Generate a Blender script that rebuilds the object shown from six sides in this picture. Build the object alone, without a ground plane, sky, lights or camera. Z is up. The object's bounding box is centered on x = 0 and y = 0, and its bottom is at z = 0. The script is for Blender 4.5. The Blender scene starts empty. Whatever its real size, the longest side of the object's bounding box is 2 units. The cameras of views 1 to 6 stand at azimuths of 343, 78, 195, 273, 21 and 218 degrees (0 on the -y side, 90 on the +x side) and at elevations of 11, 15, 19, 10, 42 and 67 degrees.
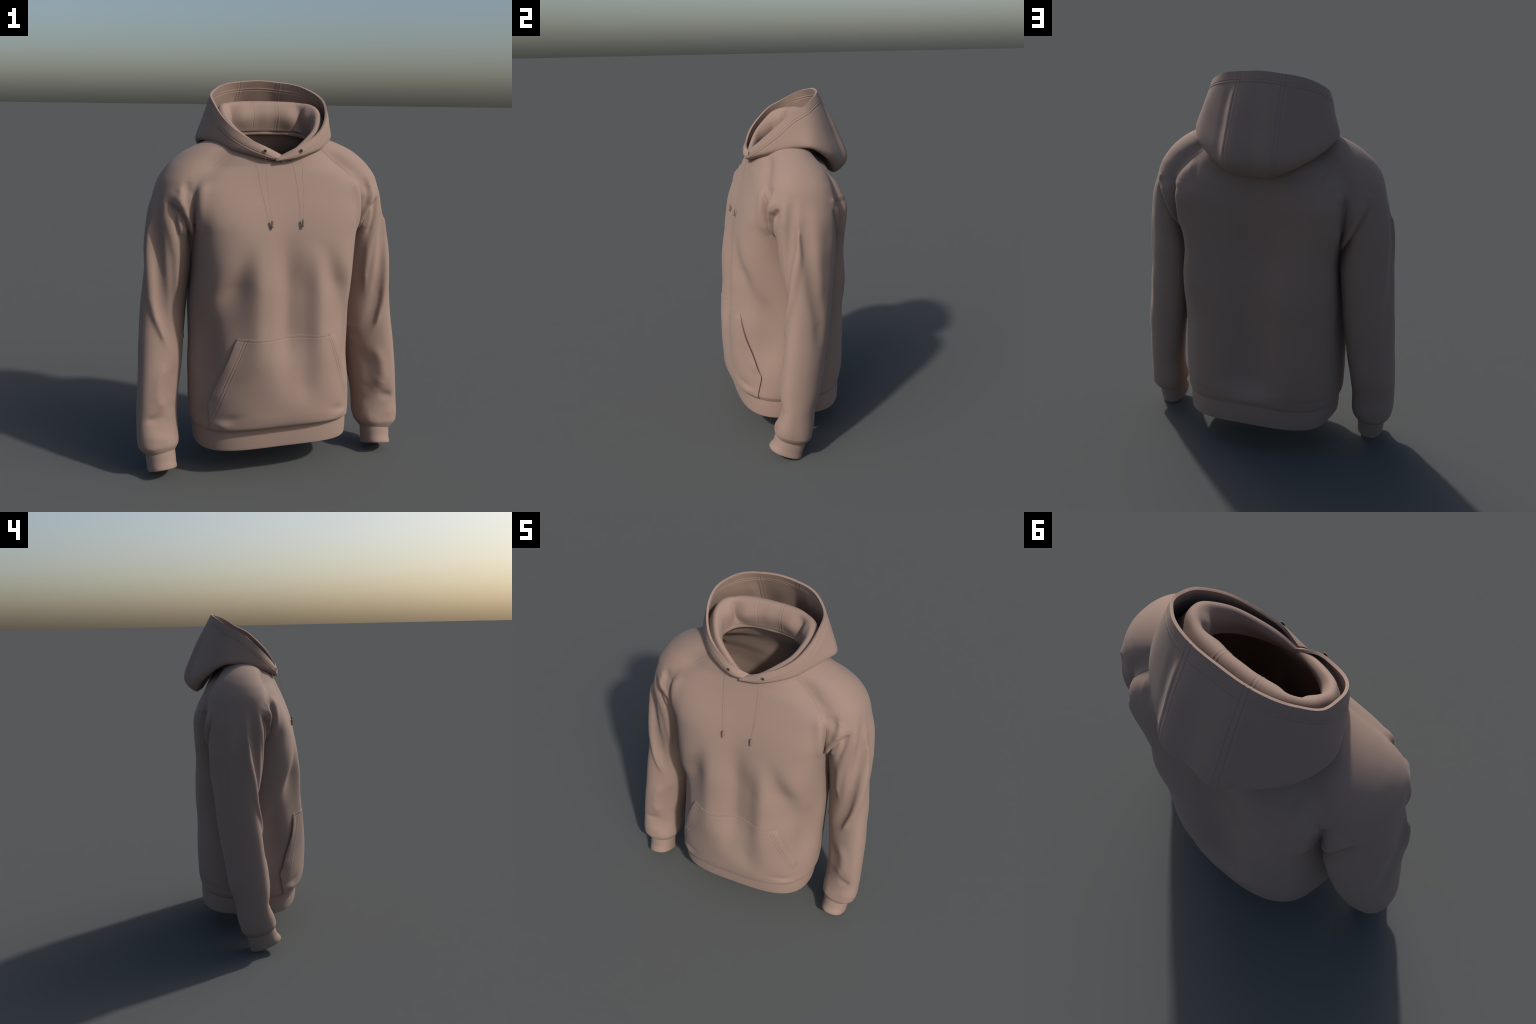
import bpy, bmesh, math
import numpy as np
from mathutils import Vector

# ------------------------------------------------------------------ helpers
def spline_table(rows):
    """rows: (z, a, b, ...) -> function z -> list of monotone-cubic values."""
    R = np.array(rows, float)
    z, V = R[:, 0], R[:, 1:]
    h = np.diff(z)
    d = np.diff(V, axis=0) / h[:, None]
    m = np.zeros_like(V)
    m[1:-1] = np.where(d[:-1] * d[1:] > 0, 2 * d[:-1] * d[1:] / (d[:-1] + d[1:] + 1e-12 * np.sign(d[:-1] + d[1:] + 1e-30)), 0)
    m[0], m[-1] = d[0], d[-1]
    zz = np.linspace(z[0], z[-1], 1500)
    i = np.clip(np.searchsorted(z, zz) - 1, 0, len(h) - 1)
    t = ((zz - z[i]) / h[i])[:, None]
    H = h[i][:, None]
    out = ((1 + 2 * t) * (1 - t) ** 2 * V[i] + t * (1 - t) ** 2 * H * m[i]
           + t * t * (3 - 2 * t) * V[i + 1] + t * t * (t - 1) * H * m[i + 1])
    return lambda q: [np.interp(q, zz, out[:, k]) for k in range(out.shape[1])]


def smoothstep(a, b, x):
    t = np.clip((x - a) / (b - a), 0, 1)
    return t * t * (3 - 2 * t)


def catmull(P, n):
    """open Catmull-Rom through P (rows), chord length spacing, n samples"""
    P = np.array(P, float)
    s = np.concatenate([[0], np.cumsum(np.maximum(1e-5, np.linalg.norm(np.diff(P, axis=0), axis=1)) ** 0.7)])
    return catmull_at(P, s, np.linspace(0, s[-1], n))


def catmull_at(P, s, q):
    P = np.asarray(P, float)
    m = np.zeros_like(P)
    d = np.diff(P, axis=0) / np.diff(s)[:, None]
    h = np.diff(s)
    m[1:-1] = (d[:-1] * h[1:, None] + d[1:] * h[:-1, None]) / (h[1:] + h[:-1])[:, None]
    m[0], m[-1] = d[0], d[-1]
    i = np.clip(np.searchsorted(s, q) - 1, 0, len(h) - 1)
    t = ((q - s[i]) / h[i])[:, None]
    H = h[i][:, None]
    return ((1 + 2 * t) * (1 - t) ** 2 * P[i] + t * (1 - t) ** 2 * H * m[i]
            + t * t * (3 - 2 * t) * P[i + 1] + t * t * (t - 1) * H * m[i + 1])


def dist_polyline(X, Y, Z, P, rad=0.12):
    """distance of points to a polyline and the running parameter 0..1;
    only evaluated inside the padded bounding box"""
    P = np.asarray(P, float)
    D = np.full(X.shape, 9.0, np.float32)
    T = np.zeros(X.shape, np.float32)
    lo, hi = P.min(0) - rad, P.max(0) + rad
    M = (X > lo[0]) & (X < hi[0]) & (Y > lo[1]) & (Y < hi[1]) & (Z > lo[2]) & (Z < hi[2])
    if not M.any():
        return D, T
    Q = np.stack([X[M], Y[M], Z[M]], 1)
    best = np.full(len(Q), 9.0)
    bt = np.zeros(len(Q))
    n = len(P) - 1
    for k in range(n):
        a, b = P[k], P[k + 1]
        ab = b - a
        t = np.clip(((Q - a) @ ab) / (ab @ ab), 0, 1)
        dd = np.linalg.norm(Q - a - t[:, None] * ab, axis=1)
        w = dd < best
        best[w] = dd[w]
        bt[w] = (k + t[w]) / n
    D[M] = best
    T[M] = bt
    return D, T


# ------------------------------------------------------------------ garment body as a field
# torso: height, half width, front y, back y, front squareness, back squareness
TORSO = spline_table([
    (0.10, .390, -.298, .285, 3.0, 2.8),
    (0.225, .410, -.305, .301, 3.1, 2.6),
    (0.250, .414, -.311, .305, 3.1, 2.6),
    (0.264, .423, -.328, .310, 2.9, 2.6),
    (0.280, .432, -.346, .316, 2.7, 2.5),
    (0.305, .438, -.356, .322, 2.5, 2.5),
    (0.34, .441, -.362, .328, 2.4, 2.6),
    (0.42, .443, -.365, .332, 2.35, 2.7),
    (0.55, .442, -.366, .330, 2.2, 2.8),
    (0.75, .440, -.357, .322, 2.25, 3.2),
    (0.95, .431, -.347, .313, 2.6, 5.2),
    (1.10, .420, -.335, .306, 3.5, 6.0),
    (1.25, .424, -.308, .308, 4.2, 6.0),
    (1.35, .429, -.278, .308, 5.6, 6.5),
    (1.45, .437, -.238, .292, 6.2, 4.2),
    (1.52, .408, -.211, .258, 4.8, 3.4),
    (1.58, .362, -.190, .224, 2.8, 3.2),
    (1.64, .300, -.165, .182, 2.6, 2.3),
    (1.70, .232, -.120, .145, 2.4, 2.2),
    (1.74, .160, -.060, .115, 2.2, 2.2),
    (1.77, .020, -.010, .030, 2.0, 2.0)])
# sleeve: height, centre x, centre y, half width, half depth, squareness
SLEEVE = spline_table([
    (0.04, .598, -.118, .062, .070, 2.2),
    (0.105, .603, -.108, .066, .074, 2.2),
    (0.132, .607, -.103, .088, .092, 2.3),
    (0.162, .609, -.095, .105, .104, 2.4),
    (0.21, .609, -.080, .110, .103, 2.4),
    (0.28, .609, -.066, .110, .098, 2.3),
    (0.40, .601, -.044, .113, .112, 2.2),
    (0.55, .586, -.022, .119, .115, 2.2),
    (0.70, .570, -.001, .124, .118, 2.2),
    (0.87, .555, .018, .128, .122, 2.2),
    (1.03, .541, .020, .130, .140, 2.1),
    (1.15, .533, .018, .127, .150, 2.1),
    (1.25, .523, .014, .123, .162, 2.2),
    (1.35, .506, .008, .124, .174, 2.3),
    (1.42, .486, .004, .121, .178, 2.3),
    (1.50, .454, .004, .124, .168, 2.2),
    (1.56, .412, .004, .126, .150, 2.2),
    (1.60, .372, .004, .129, .132, 2.1),
    (1.65, .290, .000, .140, .110, 2.0),
    (1.69, .200, .010, .140, .092, 2.0),
    (1.725, .090, .020, .090, .050, 2.0),
    (1.76, .020, .020, .010, .010, 2.0)])
SKEW = spline_table([(.0, 0.), (.12, .05), (.22, .28), (.5, .42), (.85, .40), (1.05, .34), (1.2, .16), (1.4, .05), (1.7, 0.)])
TAPER = spline_table([(.0, 0.), (.65, .0), (.95, .08), (1.15, .20), (1.35, .24), (1.52, .05), (1.7, 0.)])
# raglan seam: height -> x
RAGLAN = spline_table([(1.08, .415), (1.15, .412), (1.25, .427), (1.35, .438), (1.43, .434), (1.50, .400),
                       (1.56, .345), (1.62, .272), (1.70, .200), (1.80, .15)])


def radial(dx, dy, hx, hy, p):
    rho = ((np.abs(dx) / hx) ** p + (np.abs(dy) / hy) ** p) ** (1 / p)
    r = np.sqrt(dx * dx + dy * dy)
    inner = np.minimum(hx, hy)
    return np.where(rho > 1e-6, r - r / np.maximum(rho, 1e-6), -inner)


def hem_z(x, y):
    """height of the line where the rib band begins"""
    th = np.abs(x) / .42
    return np.where(y < 0, .282 - .022 * th ** 2, .300 - .040 * th ** 2)


def torso_field(X, Y, Z):
    Z = Z - (hem_z(X, Y) - .270) * smoothstep(.55, .32, Z)
    W, yF, yB, pf, pb = TORSO(Z)
    yc = 0.0
    W = W * (1 - smoothstep(-.08, .12, Y) * (.06 * smoothstep(.27, .32, Z) * smoothstep(1.28, 1.05, Z) + .04 * smoothstep(.32, .27, Z)))
    front = Y < yc
    hy = np.where(front, -yF, yB)
    p = np.where(front, pf, pb)
    f = radial(X, Y, W, hy, p)
    # hanging folds down the front: crest at 0.17, steep drop to a hollow at 0.27
    A = smoothstep(1.25, 0.98, Z) * smoothstep(0.52, 0.80, Z)
    fr = smoothstep(-.08, -.20, Y)
    c = .218 + .25 * np.clip(1.12 - Z, -.1, .5)          # the trough runs outwards as it falls
    w = .052 + .09 * np.clip(1.10 - Z, 0, .5)
    g = np.exp(-((X - .160) / .055) ** 2) - (2.0 - 5.2 * np.clip(1.0 - Z, 0, .35)) * np.exp(-((X - c) / w) ** 2) + .45 * np.exp(-((X - c - .105) / .045) ** 2) - .55 * np.exp(-(X / .07) ** 2)
    f = f - .016 * A * fr * g
    low = smoothstep(.38, .56, Z) * smoothstep(.86, .66, Z)      # the crest runs on behind the pocket
    f = f - .006 * low * fr * np.exp(-((X - .17) / .08) ** 2)
    # hollow down the middle of the front and of the back
    f = f + .031 * fr * np.exp(-(X / .068) ** 2) * smoothstep(1.35, 1.0, Z) * smoothstep(.38, .80, Z)
    bk = smoothstep(.08, .2, Y)
    f = f + ((.050 - .010 * smoothstep(1.15, 1.35, Z)) * np.exp(-(X / .125) ** 2) * smoothstep(1.56, 1.38, Z) + .022 * np.exp(-(X / .15) ** 2) * smoothstep(1.0, .75, Z)
             + .028 * np.exp(-(X / .30) ** 4) * smoothstep(.80, 1.2, Z)) * bk * smoothstep(.27, .42, Z) * smoothstep(1.64, 1.46, Z)
    # the side seam beside the pocket falls inwards
    D = ((X - .390) / .065) ** 2 + ((Y + .20) / .09) ** 2 + ((Z - .65) / .19) ** 2
    f = f + .048 * np.exp(-D)
    return f


def sleeve_field(X, Y, Z):
    sh = smoothstep(.34, .12, Z)
    zz = Z + sh * (.26 * (Y + .105) + .08 * (X - .605))
    cx, cy, hx, hy, p = SLEEVE(zz)
    dx = X - cx
    hy = hy * (1 - TAPER(zz)[0] * np.clip(dx / hx, -1.1, 1.1))
    return radial(dx, Y - cy + SKEW(zz)[0] * dx, hx, hy, p)


TORSO_FOLDS = [
    # (polyline, width, depth)  depth>0 cuts in, <0 raises
    # the chest stands proud along the raglan seam, back and front
    ([(.412, -.17, 1.24), (.415, -.20, 1.31), (.418, -.215, 1.38), (.412, -.215, 1.45), (.385, -.190, 1.53)], .030, -.017),
    ([(.33, .235, 1.53), (.375, .215, 1.50), (.405, .205, 1.45), (.415, .215, 1.40)], .050, -.020),
    ([(.395, .22, 1.20), (.400, .26, 1.28), (.405, .265, 1.38), (.405, .24, 1.47)], .040, -.012),
]
SLEEVE_FOLDS = [
    # the yoke panel between seam and underarm crease bulges
    ([(.440, -.13, 1.22), (.452, -.165, 1.285), (.462, -.170, 1.345), (.475, -.165, 1.40), (.485, -.155, 1.46)], .032, -.024),
    ([(.450, .15, 1.21), (.465, .18, 1.28), (.485, .185, 1.35), (.50, .175, 1.42)], .034, -.012),
    # hollow just outside the raglan seam
    ([(.448, -.18, 1.28), (.462, -.19, 1.36), (.472, -.18, 1.44), (.462, -.16, 1.51)], .018, .012),
    ([(.440, .20, 1.22), (.450, .23, 1.32), (.458, .23, 1.40), (.460, .22, 1.44)], .016, .006),
    ([(.500, -.17, 1.49), (.503, -.185, 1.42), (.495, -.19, 1.37)], .022, -.008),
    # long S-shaped valley down the front of the sleeve with a ridge on either side
    ([(.585, -.075, 1.45), (.602, -.088, 1.30), (.600, -.10, 1.16), (.594, -.115, 1.01), (.582, -.12, .88), (.550, -.13, .77), (.505, -.12, .68)], .027, .030),
    ([(.625, -.09, 1.44), (.645, -.058, 1.30), (.648, -.060, 1.18), (.644, -.086, 1.03), (.638, -.10, .93), (.617, -.125, .83), (.577, -.14, .73), (.540, -.145, .65)], .020, -.017),
    ([(.568, -.11, 1.44), (.562, -.125, 1.33), (.538, -.135, 1.25), (.514, -.13, 1.14), (.508, -.115, 1.0), (.515, -.105, .86)], .018, -.013),
    ([(.535, -.15, 1.41), (.525, -.145, 1.31), (.500, -.14, 1.21)], .012, .007),
    ([(.522, -.165, 1.41), (.506, -.160, 1.32), (.485, -.145, 1.24)], .013, -.007),
    # pinch at the inner elbow
    ([(.435, .00, .665), (.455, -.06, .655), (.490, -.11, .640)], .012, .016),
    ([(.440, .00, .700), (.460, -.06, .690), (.500, -.12, .680)], .016, -.010),
    ([(.455, -.02, .625), (.475, -.08, .610), (.50, -.11, .60)], .014, -.009),
    # ridge down the lower sleeve and the dents above the cuff
    ([(.565, -.15, .60), (.605, -.16, .51), (.615, -.165, .43), (.585, -.165, .36)], .030, -.010),
    ([(.500, -.10, .58), (.530, -.13, .48), (.535, -.14, .40), (.515, -.13, .32)], .038, .012),
    ([(.520, -.15, .250), (.555, -.175, .295), (.600, -.18, .322), (.650, -.155, .315), (.685, -.11, .300)], .024, .011),
    ([(.52, -.15, .190), (.57, -.185, .205), (.64, -.175, .225), (.68, -.14, .235)], .028, -.008),
    # vertical folds on the outside of the sleeve
    ([(.640, -.03, 1.45), (.655, -.022, 1.30), (.667, -.010, 1.16), (.682, .018, .98), (.685, .055, .80), (.68, .05, .66)], .036, .029),
    ([(.625, .115, 1.32), (.640, .118, 1.18), (.648, .112, 1.02), (.655, .09, .85)], .040, .009),
    # tip of the yoke fold on the back of the arm
    ([(.545, .165, 1.46), (.572, .172, 1.415), (.585, .160, 1.36)], .022, -.013),
    # gathers at the cuff seam
    ([(.675, -.03, .145), (.690, -.02, .115), (.69, -.015, .09)], .008, .008),
    ([(.660, .00, .155), (.675, .01, .120), (.675, .01, .09)], .009, .010),
    ([(.63, .01, .145), (.635, .02, .09)], .008, .006),
]
# drop of the yoke flap over the underarm: x -> height of its lower edge
FLAP_FRONT = ([.36, .40, .443, .470, .500, .530, .60], [1.10, 1.165, 1.250, 1.325, 1.375, 1.400, 1.43])
FLAP_BACK = ([.36, .405, .43, .485, .510, .545, .62], [1.08, 1.135, 1.165, 1.275, 1.330, 1.385, 1.43])


def flap(X, Y, Z):
    out = 0
    for (cx, cz), yy, sgn, amp in ((FLAP_FRONT, -.05, -1, .036), (FLAP_BACK, .07, 1, .036)):
        c = np.interp(X, cx, cz)
        below = (c - Z) * .75
        wy = smoothstep(0, .06, sgn * (Y - yy))
        wx = smoothstep(.375, .42, X) * smoothstep(.575, .50, X)
        cut = amp * smoothstep(-.004, .016, below) * np.exp(-np.maximum(below, 0) / .038)
        lip = -.010 * np.exp(-((below + .022) / .022) ** 2)
        out = out + wy * wx * (cut + lip)
    return out


def fold(f, X, Y, Z, folds):
    for P, w, d in folds:
        D, T = dist_polyline(X, Y, Z, P, rad=2.6 * w)
        fade = np.clip(np.minimum(T, 1 - T) * 5 + .15, 0, 1)
        f = f + d * fade * np.exp(-(D / w) ** 2)
    return f


def field(X, Y, Z):
    X = np.abs(X)
    a = fold(torso_field(X, Y, Z), X, Y, Z, TORSO_FOLDS)
    b = fold(sleeve_field(X, Y, Z), X, Y, Z, SLEEVE_FOLDS) + flap(X, Y, Z)
    k = .008 + .006 * smoothstep(1.20, 1.35, Z) + .042 * smoothstep(1.40, 1.54, Z)
    h = np.clip(.5 + .5 * (b - a) / k, 0, 1)
    return b * (1 - h) + a * h - k * h * (1 - h)


def front_drape(x, z):
    """the valley between the two front folds hangs a little to the wearer's left; y shift"""
    env = smoothstep(1.18, .95, z) * smoothstep(.36, .52, z)
    return env * (.017 * np.exp(-((x - .090) / .062) ** 2) - .006 * np.exp(-((x + .070) / .070) ** 2)
                  - .007 * np.exp(-((x - .220) / .060) ** 2))


def gradient(P, e=1e-3):
    x, y, z = P.T
    g = np.stack([field(x + e, y, z) - field(x - e, y, z),
                  field(x, y + e, z) - field(x, y - e, z),
                  field(x, y, z + e) - field(x, y, z - e)], 1) / (2 * e)
    return g


def surface_net(step):
    xs = np.arange(-step * 1.5, .80, step)
    ys = np.arange(-.46, .46, step)
    zs = np.arange(.0, 1.80, step)
    F = np.empty((len(xs), len(ys), len(zs)), np.float32)
    for i0 in range(0, len(xs), 24):
        x = xs[i0:i0 + 24]
        F[i0:i0 + 24] = field(*np.meshgrid(x, ys, zs, indexing='ij'))
    keep = xs > 0
    F = np.concatenate([F[keep][::-1], F[keep]], 0)
    xs = np.concatenate([-xs[keep][::-1], xs[keep]])
    S = F < 0
    nx, ny, nz = [n - 1 for n in F.shape]
    cnt = np.zeros((nx, ny, nz), np.int8)
    for a in (0, 1):
        for b in (0, 1):
            for c in (0, 1):
                cnt += S[a:a + nx, b:b + ny, c:c + nz]
    act = (cnt > 0) & (cnt < 8)
    ids = np.full(act.shape, -1, np.int64)
    I = np.argwhere(act)
    ids[act] = np.arange(len(I))
    # vertex: mean of edge crossings
    acc = np.zeros((len(I), 3))
    n = np.zeros(len(I))
    corners = [(a, b, c) for a in (0, 1) for b in (0, 1) for c in (0, 1)]
    for ca in corners:
        for ax in range(3):
            if ca[ax]:
                continue
            cb = list(ca)
            cb[ax] = 1
            fa = F[I[:, 0] + ca[0], I[:, 1] + ca[1], I[:, 2] + ca[2]]
            fb = F[I[:, 0] + cb[0], I[:, 1] + cb[1], I[:, 2] + cb[2]]
            m = (fa < 0) != (fb < 0)
            t = np.where(m, fa / np.where(m, fa - fb, 1), 0)
            p = np.tile(np.array(ca, float), (len(I), 1))
            p[:, ax] = t
            acc[m] += p[m]
            n[m] += 1
    G = I + acc / n[:, None]
    V = np.stack([np.interp(G[:, 0], np.arange(len(xs)), xs), ys[0] + step * G[:, 1], zs[0] + step * G[:, 2]], 1)
    quads = []
    for ax in range(3):
        sl = [slice(1, -1)] * 3
        sl[ax] = slice(0, -1)
        A = S[tuple(sl)]
        sl2 = list(sl)
        sl2[ax] = slice(1, None)
        Bm = S[tuple(sl2)]
        C = np.argwhere(A != Bm)
        inside = A[A != Bm]
        base = C.copy()
        for o in range(3):
            if o != ax:
                base[:, o] += 1
        u, v = [(1, 2), (2, 0), (0, 1)][ax]
        q = []
        for du, dv in ((-1, -1), (0, -1), (0, 0), (-1, 0)):
            b = base.copy()
            b[:, u] += du
            b[:, v] += dv
            q.append(ids[b[:, 0], b[:, 1], b[:, 2]])
        q = np.stack(q, 1)
        q[~inside] = q[~inside][:, ::-1]
        quads.append(q)
    return V, np.concatenate(quads, 0)


# ------------------------------------------------------------------ materials
def fabric(name, rgb, rib=False):
    m = bpy.data.materials.new(name)
    m.use_nodes = True
    nt = m.node_tree
    b = nt.nodes['Principled BSDF']
    b.inputs['Roughness'].default_value = .85
    b.inputs['Specular IOR Level'].default_value = .25
    b.inputs['Sheen Weight'].default_value = .08
    b.inputs['Sheen Roughness'].default_value = .5
    tc = nt.nodes.new('ShaderNodeTexCoord')
    n1 = nt.nodes.new('ShaderNodeTexNoise')
    n1.inputs['Scale'].default_value = 260
    n1.inputs['Detail'].default_value = 3
    nt.links.new(tc.outputs['Object'], n1.inputs['Vector'])
    cr = nt.nodes.new('ShaderNodeValToRGB')
    cr.color_ramp.elements[0].position = .3
    cr.color_ramp.elements[1].position = .7
    cr.color_ramp.elements[0].color = (*[c * .97 for c in rgb], 1)
    cr.color_ramp.elements[1].color = (*[min(1, c * 1.03) for c in rgb], 1)
    nt.links.new(n1.outputs['Fac'], cr.inputs['Fac'])
    nt.links.new(cr.outputs['Color'], b.inputs['Base Color'])
    bp = nt.nodes.new('ShaderNodeBump')
    bp.inputs['Strength'].default_value = .06
    bp.inputs['Distance'].default_value = .001
    nt.links.new(n1.outputs['Fac'], bp.inputs['Height'])
    nt.links.new(bp.outputs['Normal'], b.inputs['Normal'])
    return m


CLOTH = (.283, .199, .163)
M_BODY = fabric('brushed_fleece_fabric', CLOTH)
M_RIB = fabric('ribbed_knit_fabric', CLOTH)
M_THREAD = fabric('stitch_thread', [c * .55 for c in CLOTH])
M_DARK = fabric('eyelet_hole_dark', (.012, .010, .010))
M_METAL = fabric('cord_tip_metal', [c * .8 for c in CLOTH])

root = bpy.data.objects.new('hoodie', None)
bpy.context.scene.collection.objects.link(root)
root['label'] = 'dusty pink pullover hoodie with kangaroo pocket and folded-down hood'
root['category'] = 'hoodie'


def add_mesh(name, V, Fc, mat, parent=root, normals=None, smooth=True, kind=None):
    me = bpy.data.meshes.new(name)
    me.from_pydata([tuple(v) for v in V], [], [tuple(int(i) for i in f) for f in Fc])
    me.update()
    if smooth:
        me.polygons.foreach_set('use_smooth', [True] * len(me.polygons))
    if normals is not None:
        me.normals_split_custom_set_from_vertices([tuple(n) for n in normals])
    me.materials.append(mat)
    o = bpy.data.objects.new(name, me)
    bpy.context.scene.collection.objects.link(o)
    o.parent = parent
    if kind:
        o['kind'] = kind
    return o


def tube(name, P, r, mat, parent, n=8, closed=False, flat=1.0):
    """sweep a small circle along P"""
    P = np.asarray(P, float)
    T = np.gradient(P, axis=0)
    if closed:
        T = np.roll(P, -1, 0) - np.roll(P, 1, 0)
    T /= np.linalg.norm(T, axis=1)[:, None] + 1e-12
    ref = np.array([0, -1, .3])
    N = np.cross(T, ref)
    N /= np.linalg.norm(N, axis=1)[:, None] + 1e-9
    Bn = np.cross(T, N)
    ang = np.linspace(0, 2 * np.pi, n, endpoint=False)
    V = (P[:, None] + r * (np.cos(ang)[None, :, None] * N[:, None] + flat * np.sin(ang)[None, :, None] * Bn[:, None])).reshape(-1, 3)
    m = len(P)
    F = []
    for i in range(m if closed else m - 1):
        for j in range(n):
            a, b = i * n + j, i * n + (j + 1) % n
            c, d = ((i + 1) % m) * n + (j + 1) % n, ((i + 1) % m) * n + j
            F.append((a, b, c, d))
    if not closed:
        F.append(tuple(range(n))[::-1])
        F.append(tuple((m - 1) * n + j for j in range(n)))
    return add_mesh(name, V, F, mat, parent)


# ------------------------------------------------------------------ body: torso + sleeves
STEP = .0055
V, Q = surface_net(STEP)
# relax then project onto the surface
for it in range(2):
    acc = np.zeros_like(V)
    cn = np.zeros(len(V))
    for a, b in ((0, 1), (1, 2), (2, 3), (3, 0)):
        np.add.at(acc, Q[:, a], V[Q[:, b]])
        np.add.at(acc, Q[:, b], V[Q[:, a]])
        np.add.at(cn, Q[:, a], 1)
        np.add.at(cn, Q[:, b], 1)
    V = .5 * V + .5 * acc / cn[:, None]
    for k in range(2):
        g = gradient(V)
        f = field(*V.T)
        step = (f / np.maximum((g * g).sum(1), .3))[:, None] * g
        ln = np.linalg.norm(step, axis=1)[:, None]
        V = V - step * np.minimum(1, .006 / np.maximum(ln, 1e-9))
N = gradient(V)
N /= np.linalg.norm(N, axis=1)[:, None] + 1e-9
# blend with neighbours for cloth-soft normals
for it in range(1):
    acc = N.copy()
    for a, b in ((0, 1), (1, 2), (2, 3), (3, 0)):
        np.add.at(acc, Q[:, a], N[Q[:, b]])
        np.add.at(acc, Q[:, b], N[Q[:, a]])
    N = acc / np.linalg.norm(acc, axis=1)[:, None]

x_, y_, z_ = V.T
wob = (np.sin(11 * x_ + 5 * z_ + 1.3) * np.sin(7 * z_ - 6 * y_ + .4) + .6 * np.sin(17 * x_ - 9 * z_ + 2.1) * np.sin(13 * y_ + 15 * z_))
V = V + N * (.0028 * wob * smoothstep(.34, .55, z_) * smoothstep(1.60, 1.45, z_))[:, None]
V[:, 1] += front_drape(x_, z_) * smoothstep(-.12, -.20, y_)
for it in range(1):      # normals of the final surface
    e1, e2 = V[Q[:, 2]] - V[Q[:, 0]], V[Q[:, 3]] - V[Q[:, 1]]
    fn = np.cross(e1, e2)
    N = np.zeros_like(V)
    for k in range(4):
        np.add.at(N, Q[:, k], fn)
    N /= np.linalg.norm(N, axis=1)[:, None] + 1e-12
C = V[Q].mean(1)
aX = np.abs(C[:, 0])
ft = torso_field(aX, C[:, 1], C[:, 2])
fs = sleeve_field(aX, C[:, 1], C[:, 2])
xs = RAGLAN(C[:, 2])[0]
is_sleeve = np.where(C[:, 2] > 1.12, aX > xs, fs < ft)


cut_hem = (~is_sleeve) & (C[:, 2] < hem_z(C[:, 0], C[:, 1]) - .060)
cz = C[:, 2] + .26 * (C[:, 1] + .105) + .08 * (aX - .605)
cut_cuff = is_sleeve & (cz < .085)
NECK = [(0, .105, 1.742), (.06, .106, 1.742), (.12, .096, 1.740), (.19, .066, 1.727), (.232, .005, 1.702),
        (.205, -.07, 1.668), (.13, -.128, 1.638), (.04, -.155, 1.622), (0, -.158, 1.62)]
nk = catmull(NECK, 60)
nth = np.arctan2(nk[:, 0], -nk[:, 1])
nr = np.hypot(nk[:, 0], nk[:, 1])
o_ = np.argsort(nth)
th = np.arctan2(aX, -C[:, 1])
cut_neck = (C[:, 2] > 1.5) & (np.hypot(C[:, 0], C[:, 1]) < np.interp(th, nth[o_], nr[o_]) + .004 + .024 * smoothstep(.03, .11, -C[:, 1]))
keep = ~(cut_hem | cut_cuff | cut_neck)


def take(mask, name):
    f = Q[mask]
    used, inv = np.unique(f, return_inverse=True)
    f = inv.reshape(f.shape)
    v, n = V[used], N[used]
    # lining: the same surface 9 mm further in, facing inwards
    k = len(v)
    v2 = np.concatenate([v, v - .009 * n])
    n2 = np.concatenate([n, -n])
    f2 = np.concatenate([f, f[:, ::-1] + k])
    return add_mesh(name, v2, f2, M_BODY, normals=n2)


take(keep & ~is_sleeve, 'torso')
take(keep & is_sleeve & (C[:, 0] > 0), 'sleeve')
take(keep & is_sleeve & (C[:, 0] < 0), 'sleeve')


# ------------------------------------------------------------------ ring lofts: hem band and cuffs
def ring_loft(name, rings, mat, thick, parent=root):
    """rings: list of (n,3) closed rings top to bottom; makes outside, rounded lip and inside"""
    rings = [np.asarray(r) for r in rings]
    n = len(rings[0])
    cen = [r.mean(0) for r in rings]
    inner = []
    for r, c in zip(rings, cen):
        d = r - c
        d[:, 2] = 0
        L = np.linalg.norm(d, axis=1)[:, None]
        inner.append(r - d / L * thick)
    low, lowi = rings[-1], inner[-1]
    lip = []
    for a in np.linspace(0, np.pi, 7)[1:-1]:
        mid = (low + lowi) / 2
        lip.append(mid + (low - lowi) / 2 * np.cos(a) + np.array([0, 0, -thick / 2 * np.sin(a)]))
    allr = rings + lip + inner[::-1]
    Vv = np.concatenate(allr)
    F = []
    for i in range(len(allr) - 1):
        for j in range(n):
            F.append((i * n + j, (i + 1) * n + j, (i + 1) * n + (j + 1) % n, i * n + (j + 1) % n))
    return add_mesh(name, Vv, F, mat, parent)


def super_ring(cx, cy, hx, hyf, hyb, pf, pb, n):
    a = np.linspace(0, 2 * np.pi, n, endpoint=False)
    c, s = np.cos(a), np.sin(a)
    p = np.where(s < 0, pf, pb)
    hy = np.where(s < 0, hyf, hyb)
    r = 1 / ((np.abs(c) / hx) ** p + (np.abs(s) / hy) ** p) ** (1 / p)
    return np.stack([cx + r * c, cy + r * s], 1)


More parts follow.
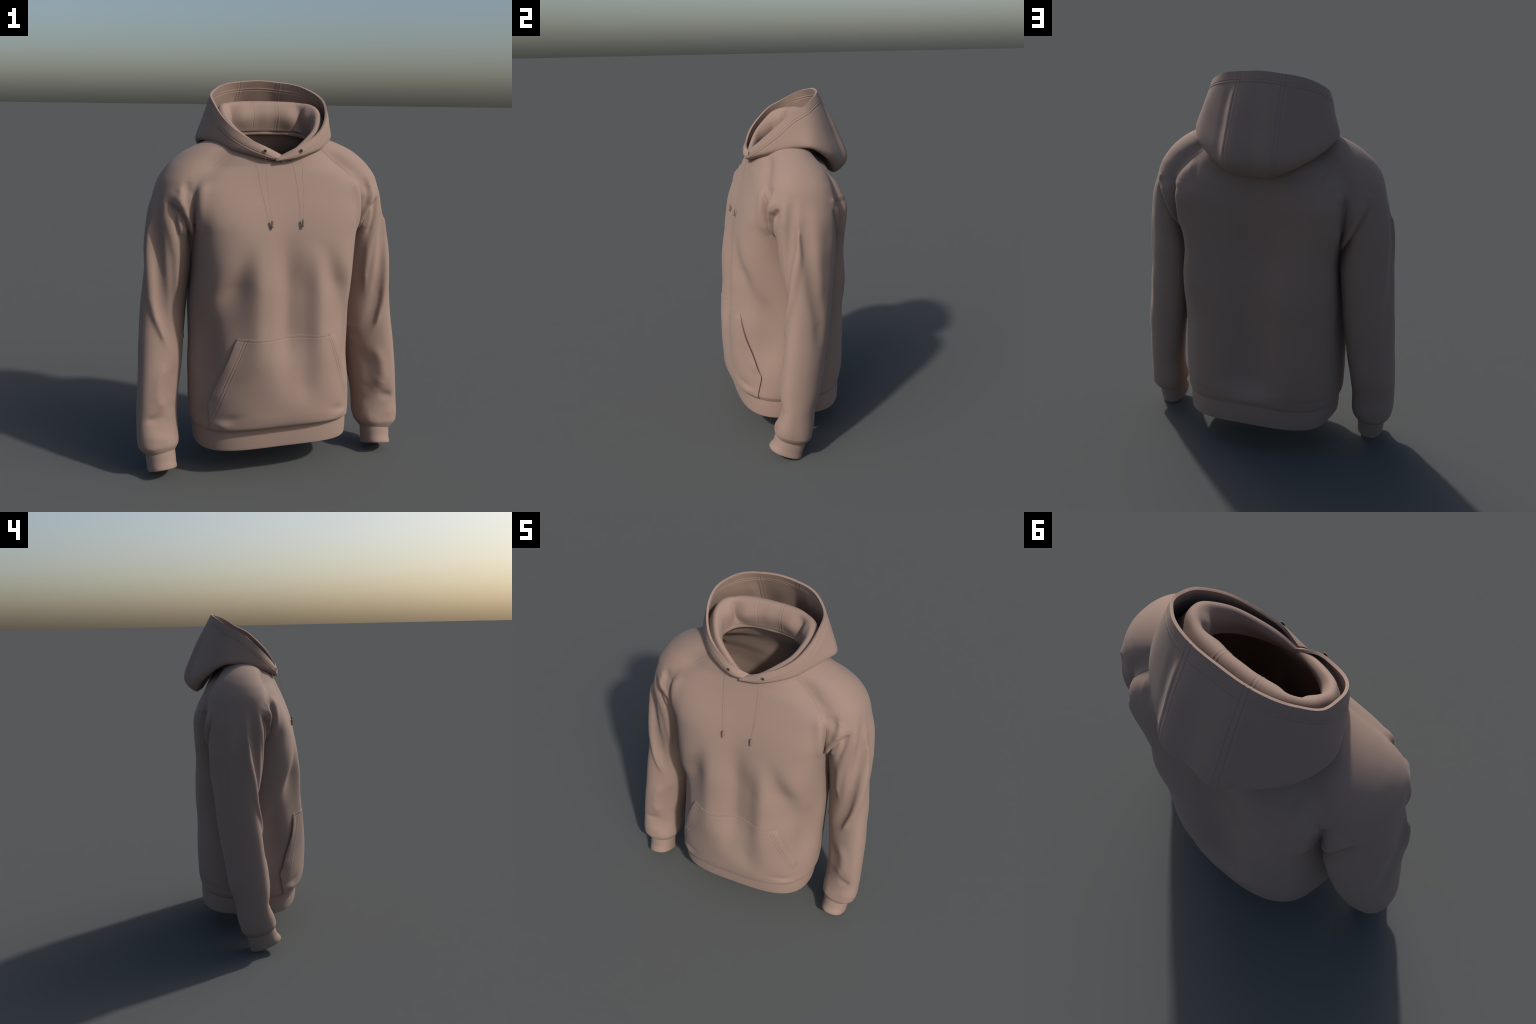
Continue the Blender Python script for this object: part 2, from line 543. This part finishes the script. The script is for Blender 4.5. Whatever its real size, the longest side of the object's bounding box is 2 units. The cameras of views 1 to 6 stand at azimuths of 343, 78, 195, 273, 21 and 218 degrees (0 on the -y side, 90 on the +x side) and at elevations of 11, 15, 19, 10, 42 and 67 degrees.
ang = np.linspace(0, 2 * np.pi, 240, endpoint=False)
lo, hi = np.full(240, .15), np.full(240, .6)
zj = hem_z(.41 * np.cos(ang), np.sin(ang)) - .016
for k in range(28):
    m = (lo + hi) / 2
    out = torso_field(np.abs(m * np.cos(ang)), m * np.sin(ang), zj) > 0
    hi = np.where(out, m, hi)
    lo = np.where(out, lo, m)
band_r = (lo + hi) / 2 - .0030
rings = []
for t in np.linspace(0, 1, 14):
    g = .003 * (1 - (2 * t - 1) ** 2)
    xy = np.stack([(band_r + g) * np.cos(ang), (band_r + g) * np.sin(ang)], 1)
    zt = zj + .020
    zb = hem_z(xy[:, 0], xy[:, 1]) - .114 - .012 * smoothstep(.05, .25, xy[:, 1])
    rings.append(np.column_stack([xy, zt * (1 - t) + zb * t]))
ring_loft('hem_band', rings, M_RIB, .012)

for sgn in (1, -1):
    rings = []
    for t in np.linspace(0, 1, 12):
        g = -.003 * (2 * t - 1) ** 2
        xy = super_ring(0, 0, .077 - .004 * t + g, .084 + g, .084 + g, 2.2, 2.2, 90)
        top, bot = np.array([.604, -.104, .138]), np.array([.597, -.132, .0375])
        xy = xy * (1 + .05 * smoothstep(.72, 1, t))
        xy[:, 1] -= .012 * smoothstep(.55, 1, t) * smoothstep(.0, -.08, xy[:, 1])
        c = top * (1 - t) + bot * t
        slope = -.26 - .11 * t
        z = c[2] + slope * xy[:, 1] - .09 * xy[:, 0]
        rings.append(np.column_stack([sgn * (c[0] + xy[:, 0]), c[1] + xy[:, 1], z]))
    if sgn < 0:
        rings = [r[::-1] for r in rings]
    ring_loft('cuff', rings, M_RIB, .010)


# ------------------------------------------------------------------ hood
# stations from the front overlap (0) to the centre back, each a profile:
# neck seam, stand, roll top, down between the layers, bottom fold, outer bulge, outer wall, brim
HOOD = [
    # neck seam            stand inside           roll top              between layers        bottom fold           outer low             outer mid             brim
    [(.000, -.190, 1.585), (.000, -.181, 1.606), (.000, -.184, 1.616), (.000, -.189, 1.611), (.000, -.197, 1.600), (.000, -.208, 1.605), (.000, -.204, 1.619), (.000, -.186, 1.633)],
    [(.060, -.180, 1.590), (.064, -.166, 1.630), (.068, -.172, 1.643), (.072, -.180, 1.633), (.074, -.192, 1.612), (.079, -.207, 1.620), (.083, -.211, 1.643), (.080, -.197, 1.671)],
    [(.125, -.150, 1.610), (.128, -.136, 1.668), (.136, -.142, 1.690), (.142, -.152, 1.668), (.145, -.168, 1.630), (.155, -.184, 1.640), (.158, -.188, 1.672), (.148, -.181, 1.703)],
    [(.190, -.090, 1.650), (.192, -.090, 1.715), (.204, -.098, 1.745), (.218, -.102, 1.715), (.222, -.125, 1.650), (.236, -.136, 1.664), (.242, -.136, 1.712), (.228, -.140, 1.757)],
    [(.225, -.025, 1.690), (.224, -.025, 1.770), (.242, -.033, 1.808), (.266, -.034, 1.770), (.285, -.050, 1.676), (.302, -.056, 1.692), (.300, -.058, 1.762), (.278, -.075, 1.823)],
    [(.228, .015, 1.706), (.225, .006, 1.806), (.246, .010, 1.846), (.278, .016, 1.800), (.322, .022, 1.690), (.340, .012, 1.706), (.324, .008, 1.796), (.298, -.003, 1.883)],
    [(.210, .052, 1.722), (.205, .034, 1.818), (.234, .048, 1.863), (.272, .064, 1.800), (.346, .085, 1.690), (.366, .082, 1.704), (.333, .074, 1.805), (.296, .063, 1.916)],
    [(.172, .078, 1.734), (.192, .076, 1.805), (.187, .081, 1.872), (.222, .126, 1.800), (.290, .200, 1.620), (.318, .200, 1.654), (.300, .160, 1.795), (.243, .130, 1.958)],
    [(.120, .096, 1.740), (.118, .066, 1.815), (.117, .100, 1.878), (.130, .168, 1.800), (.160, .276, 1.542), (.178, .318, 1.588), (.176, .268, 1.755), (.160, .174, 1.984)],
    [(.060, .104, 1.742), (.060, .080, 1.825), (.062, .106, 1.880), (.075, .178, 1.800), (.095, .298, 1.516), (.108, .364, 1.580), (.108, .310, 1.762), (.100, .187, 1.991)],
    [(.000, .106, 1.742), (.000, .082, 1.825), (.000, .107, 1.881), (.000, .178, 1.800), (.000, .300, 1.514), (.000, .362, 1.585), (.000, .306, 1.770), (.000, .193, 1.998)],
]


def hood_grid():
    H = np.array(HOOD)                       # station, profile point, xyz
    full = np.concatenate([H * [-1, 1, 1], H[::-1][1:]], 0)   # -x front .. back .. +x front
    # the two front ends cross: the +x end lies outside, cut on a slant; the -x end tucks in behind
    full[-1, 4:, 0] += [-.034, -.032, -.016, .002]
    full[-1, 4:, 1] += [-.004, -.006, -.006, -.004]
    full[0, 4:, 0] += [.020, .022, .020, .016]
    full[0, 4:, 1] += [.010, .012, .014, .012]
    full[0, 4:, 2] += [.004, .003, -.002, -.006]
    brim = full[:, 7]
    s = np.concatenate([[0], np.cumsum(np.linalg.norm(np.diff((brim + full[:, 4]) / 2, axis=0), axis=1))])
    s /= s[-1]
    fine = np.linspace(0, 1, 4001)
    xlow = catmull_at(full[:, 5], s, fine)
    back = xlow[:, 1] > .1
    seams = [np.interp(c, xlow[back, 0], fine[back]) for c in (-.126, -.108, .108, .126)]
    length = np.linalg.norm(np.diff(xlow, axis=0), axis=1).sum()
    us = set(np.linspace(0, 1, 300))
    for q in seams:
        us |= set(q + np.arange(-.008, .0081, .0011) / length)
    us = np.array(sorted(us))
    A = np.stack([catmull_at(full[:, k], s, us) for k in range(8)], 1)     # u, k, xyz
    ref = np.array(HOOD[-1])
    w = np.concatenate([[0], np.cumsum(np.linalg.norm(np.diff(ref, axis=0), axis=1) ** .8)])
    w /= w[-1]
    dense = np.linspace(0, 1, 500)
    hem_w = .060
    rows, dist = [], []
    body_t = np.linspace(0, 1, 150)[:-1]
    hem_d = np.concatenate([np.arange(hem_w, .037, -.0012), np.arange(.036, -.0001, -.003)])
    for i in range(len(us)):
        P = catmull_at(A[i], w, dense)
        L = np.concatenate([[0], np.cumsum(np.linalg.norm(np.diff(P, axis=0), axis=1))])
        outer = L[-1] - np.interp(w[4], dense, L)
        k = min(1.0, .92 * outer / hem_w)
        h = hem_d * k
        q = np.concatenate([body_t * (L[-1] - h[0]), L[-1] - h])
        rows.append(np.stack([np.interp(q, L, P[:, c]) for c in range(3)], 1))
        dist.append(L[-1] - q)
    G = np.array(rows)
    D = np.array(dist)
    for it in range(2):      # ease the linear resampling
        G[:, 1:-1] = (G[:, :-2] + 2 * G[:, 1:-1] + G[:, 2:]) / 4
    du = np.gradient(G, axis=0)
    dv = np.gradient(G, axis=1)
    N = np.cross(du, dv)
    N /= np.linalg.norm(N, axis=2, keepdims=True) + 1e-12
    # which way is outside: away from the centre on the outer wall
    out = np.sign((N[:, -40] * (G[:, -40] - [0, .02, 1.8])).sum(1).mean())
    N = N * out
    off = np.zeros(D.shape)
    # creases in the standing inner wall
    T = np.linspace(0, 1, G.shape[1])[None, :]
    for q in seams:
        off -= .0016 * np.exp(-(((us - q) * length) / .0015) ** 2)[:, None]
    mid = [(seams[0] + seams[1]) / 2, (seams[2] + seams[3]) / 2]
    for q in mid:
        off += .0003 * np.exp(-(((us - q) * length) / .010) ** 4)[:, None]
    for q, sg in ((seams[0], -1), (seams[3], 1)):
        d_ = (us - q) * length * sg
        prof = .0032 * np.exp(-((d_ - .012) / .010) ** 2) - .004 * np.exp(-((d_ - .050) / .024) ** 2)
        off += prof[:, None] * smoothstep(.06, .14, D) * smoothstep(.47, .38, D)
    fr = smoothstep(.0, .05, us) * smoothstep(1, .95, us)
    for d0 in (.043, .056):
        off -= .0016 * np.exp(-((D - d0) / .0016) ** 2) * fr[:, None]
    off += .0012 * smoothstep(.0575, .0545, D) * fr[:, None]
    return G + off[..., None] * N, out


G, hood_out = hood_grid()
nu, nv = G.shape[:2]
F = []
for i in range(nu - 1):
    for j in range(nv - 1):
        q = (i * nv + j, i * nv + j + 1, (i + 1) * nv + j + 1, (i + 1) * nv + j)
        F.append(q if hood_out < 0 else q[::-1])
hood = add_mesh('hood', G.reshape(-1, 3), F, M_BODY)
so = hood.modifiers.new('thickness', 'SOLIDIFY')
so.thickness = .011
so.offset = -1
bv = hood.modifiers.new('soft_edge', 'BEVEL')
bv.width = .0045
bv.segments = 3
bv.limit_method = 'ANGLE'
bv.angle_limit = 1.1

# ------------------------------------------------------------------ kangaroo pocket
def front_y(x, z):
    """y of the torso front at (x, z), by bisection"""
    x, z = np.broadcast_arrays(np.abs(x), z)
    lo, hi = np.full(x.shape, -.50), np.full(x.shape, -.02)
    for k in range(30):
        m = (lo + hi) / 2
        f = torso_field(x, m, z)
        out = f > 0
        lo = np.where(out, m, lo)
        hi = np.where(out, hi, m)
    return (lo + hi) / 2


PZ = spline_table([(.25, .362), (.295, .364), (.385, .371), (.40, .370), (.425, .360), (.58, .305), (.748, .250), (.76, .246)])
zz = np.concatenate([np.linspace(.268, .735, 100), np.arange(.738, .7521, .002)])
half = PZ(zz)[0]
edge = np.concatenate([np.arange(0, .0485, .0014), [.051, .056]])
core = np.linspace(-1, 1, 90)
off_ = np.concatenate([edge, np.full(90, np.nan), edge[::-1]])
ne, nz = len(edge), len(zz)
Xg = np.empty((nz, 2 * ne + 90))
Xg[:, :ne] = -half[:, None] + edge
Xg[:, -ne:] = half[:, None] - edge[::-1]
Xg[:, ne:-ne] = core * (half[:, None] - .062)
nx = Xg.shape[1]
Eg = half[:, None] - np.abs(Xg)          # distance from the slanted edge
Zg = np.repeat(zz[:, None], nx, 1)
zbot = hem_z(Xg, -1) + .002
Zg = .752 - (.752 - Zg) * (.752 - zbot) / (.752 - .268)
Yg = front_y(Xg, Zg)
e = 1e-3
nxx = (front_y(np.abs(Xg) + e, Zg) - front_y(np.abs(Xg) - e, Zg)) / (2 * e)
Yg = Yg + front_drape(Xg, Zg)
nrm = np.stack([np.where(Xg < 0, -1, 1) * nxx, -np.ones_like(nxx), 0 * nxx], -1)
nrm /= np.linalg.norm(nrm, axis=-1, keepdims=True)
lift = .0095 + .0075 * smoothstep(.06, 0, Eg) * smoothstep(.40, .46, Zg) * smoothstep(.76, .70, Zg)
flank = smoothstep(.16, .23, np.abs(Xg))
lift -= (.0064 - .0025 * flank) * smoothstep(.60, .735, Zg) + .0013 * np.exp(-((Zg - .739) / .002) ** 2)
for d0 in (.031, .043):
    slant = .249 + .353 * (.748 - Zg) - np.abs(Xg)      # distance from the slanted edge, prolonged downwards
    lift -= .0018 * np.exp(-((slant - d0) / .0017) ** 2)
# dents in the lower corners
lift -= .006 * np.exp(-((np.abs(Xg) - .285) / .045) ** 2 - ((Zg - .335 + .25 * (np.abs(Xg) - .285)) / .022) ** 2)
lift += .006 * np.exp(-((np.abs(Xg) - .315) / .03) ** 2 - ((Zg - .300) / .018) ** 2)
P = np.stack([Xg, Yg, Zg], -1) + nrm * lift[..., None]
Fp = []
for i in range(nz - 1):
    for j in range(nx - 1):
        Fp.append((i * nx + j, i * nx + j + 1, (i + 1) * nx + j + 1, (i + 1) * nx + j))
pocket = add_mesh('front_pocket', P.reshape(-1, 3), Fp, M_BODY)
so = pocket.modifiers.new('thickness', 'SOLIDIFY')
so.thickness = .009
so.offset = -1
bv = pocket.modifiers.new('edge', 'BEVEL')
bv.width = .0015
bv.segments = 2
bv.limit_method = 'ANGLE'
bv.angle_limit = 1.0

# ------------------------------------------------------------------ raglan seam lines
def wall_y(x, z, sgn):
    lo, hi = np.full(z.shape, .02), np.full(z.shape, .42)
    for k in range(26):
        m = (lo + hi) / 2
        out = field(x, sgn * m, z) > 0
        hi = np.where(out, m, hi)
        lo = np.where(out, lo, m)
    return sgn * (lo + hi) / 2


zr = np.linspace(1.17, 1.69, 120)
xr = RAGLAN(zr)[0]
for side in (1, -1):
    for sgn in (-1, 1):
        y = wall_y(xr, zr, sgn)
        tube('raglan_seam', np.stack([side * xr, y, zr], 1), .0011, M_BODY, root, n=6)

# neck tape inside the collar
back_neck = [p for p in nk if p[1] > -.02]
L_ = np.array(back_neck)
full_ = np.concatenate([L_[::-1] * [-1, 1, 1], L_[1:]], 0)
full_ = full_[np.argsort(np.arctan2(full_[:, 0], full_[:, 1] + .05))]
tape = []
for dz, dr in ((-.001, .003), (-.003, .0055), (-.020, .0055), (-.023, .003)):
    c = full_.copy()
    r = np.linalg.norm(c[:, :2], axis=1, keepdims=True)
    c[:, :2] *= 1 - dr / r
    c[:, 2] += dz
    tape.append(c)
tape = np.array(tape)
m_ = tape.shape[1]
add_mesh('neck_tape', tape.reshape(-1, 3), [(i * m_ + j, i * m_ + j + 1, (i + 1) * m_ + j + 1, (i + 1) * m_ + j) for i in range(3) for j in range(m_ - 1)], M_RIB)

# ------------------------------------------------------------------ drawstrings, eyelets
for sgn in (1, -1):
    eye = np.array([.093 * sgn, -.2135, 1.652])
    tip = np.array([.079 * sgn, -.303, 1.322])
    t = np.linspace(0, 1, 30)[:, None]
    path = eye * (1 - t) + tip * t + np.array([.006 * sgn, .004, 0]) * np.sin(np.pi * t)
    path[:, 1] = np.minimum(path[:, 1], wall_y(np.abs(path[:, 0]), path[:, 2], -1) - .0030)
    cord = tube('drawstring', path, .0005, M_METAL, root)
    tube('cord_tip', [tip + (0, 0, .004), tip, tip - (0, .003, .028), tip - (0, .0035, .032)], .006, M_METAL, cord, n=10)
    ring = []
    for a in np.linspace(0, 2 * np.pi, 24, endpoint=False):
        ring.append(eye + .0086 * np.array([math.cos(a), -.35 * 0 * math.sin(a), math.sin(a)]) * 1)
    eyelet = tube('eyelet', ring, .0012, M_BODY, root, closed=True)
    disk = [eye + (0, -.0005, 0)] + [eye + .0085 * np.array([math.cos(a), 0, math.sin(a)]) for a in np.linspace(0, 2 * np.pi, 24, endpoint=False)]
    add_mesh('eyelet_hole', disk, [(0, 1 + (k + 1) % 24, 1 + k) for k in range(24)], M_DARK, eyelet)
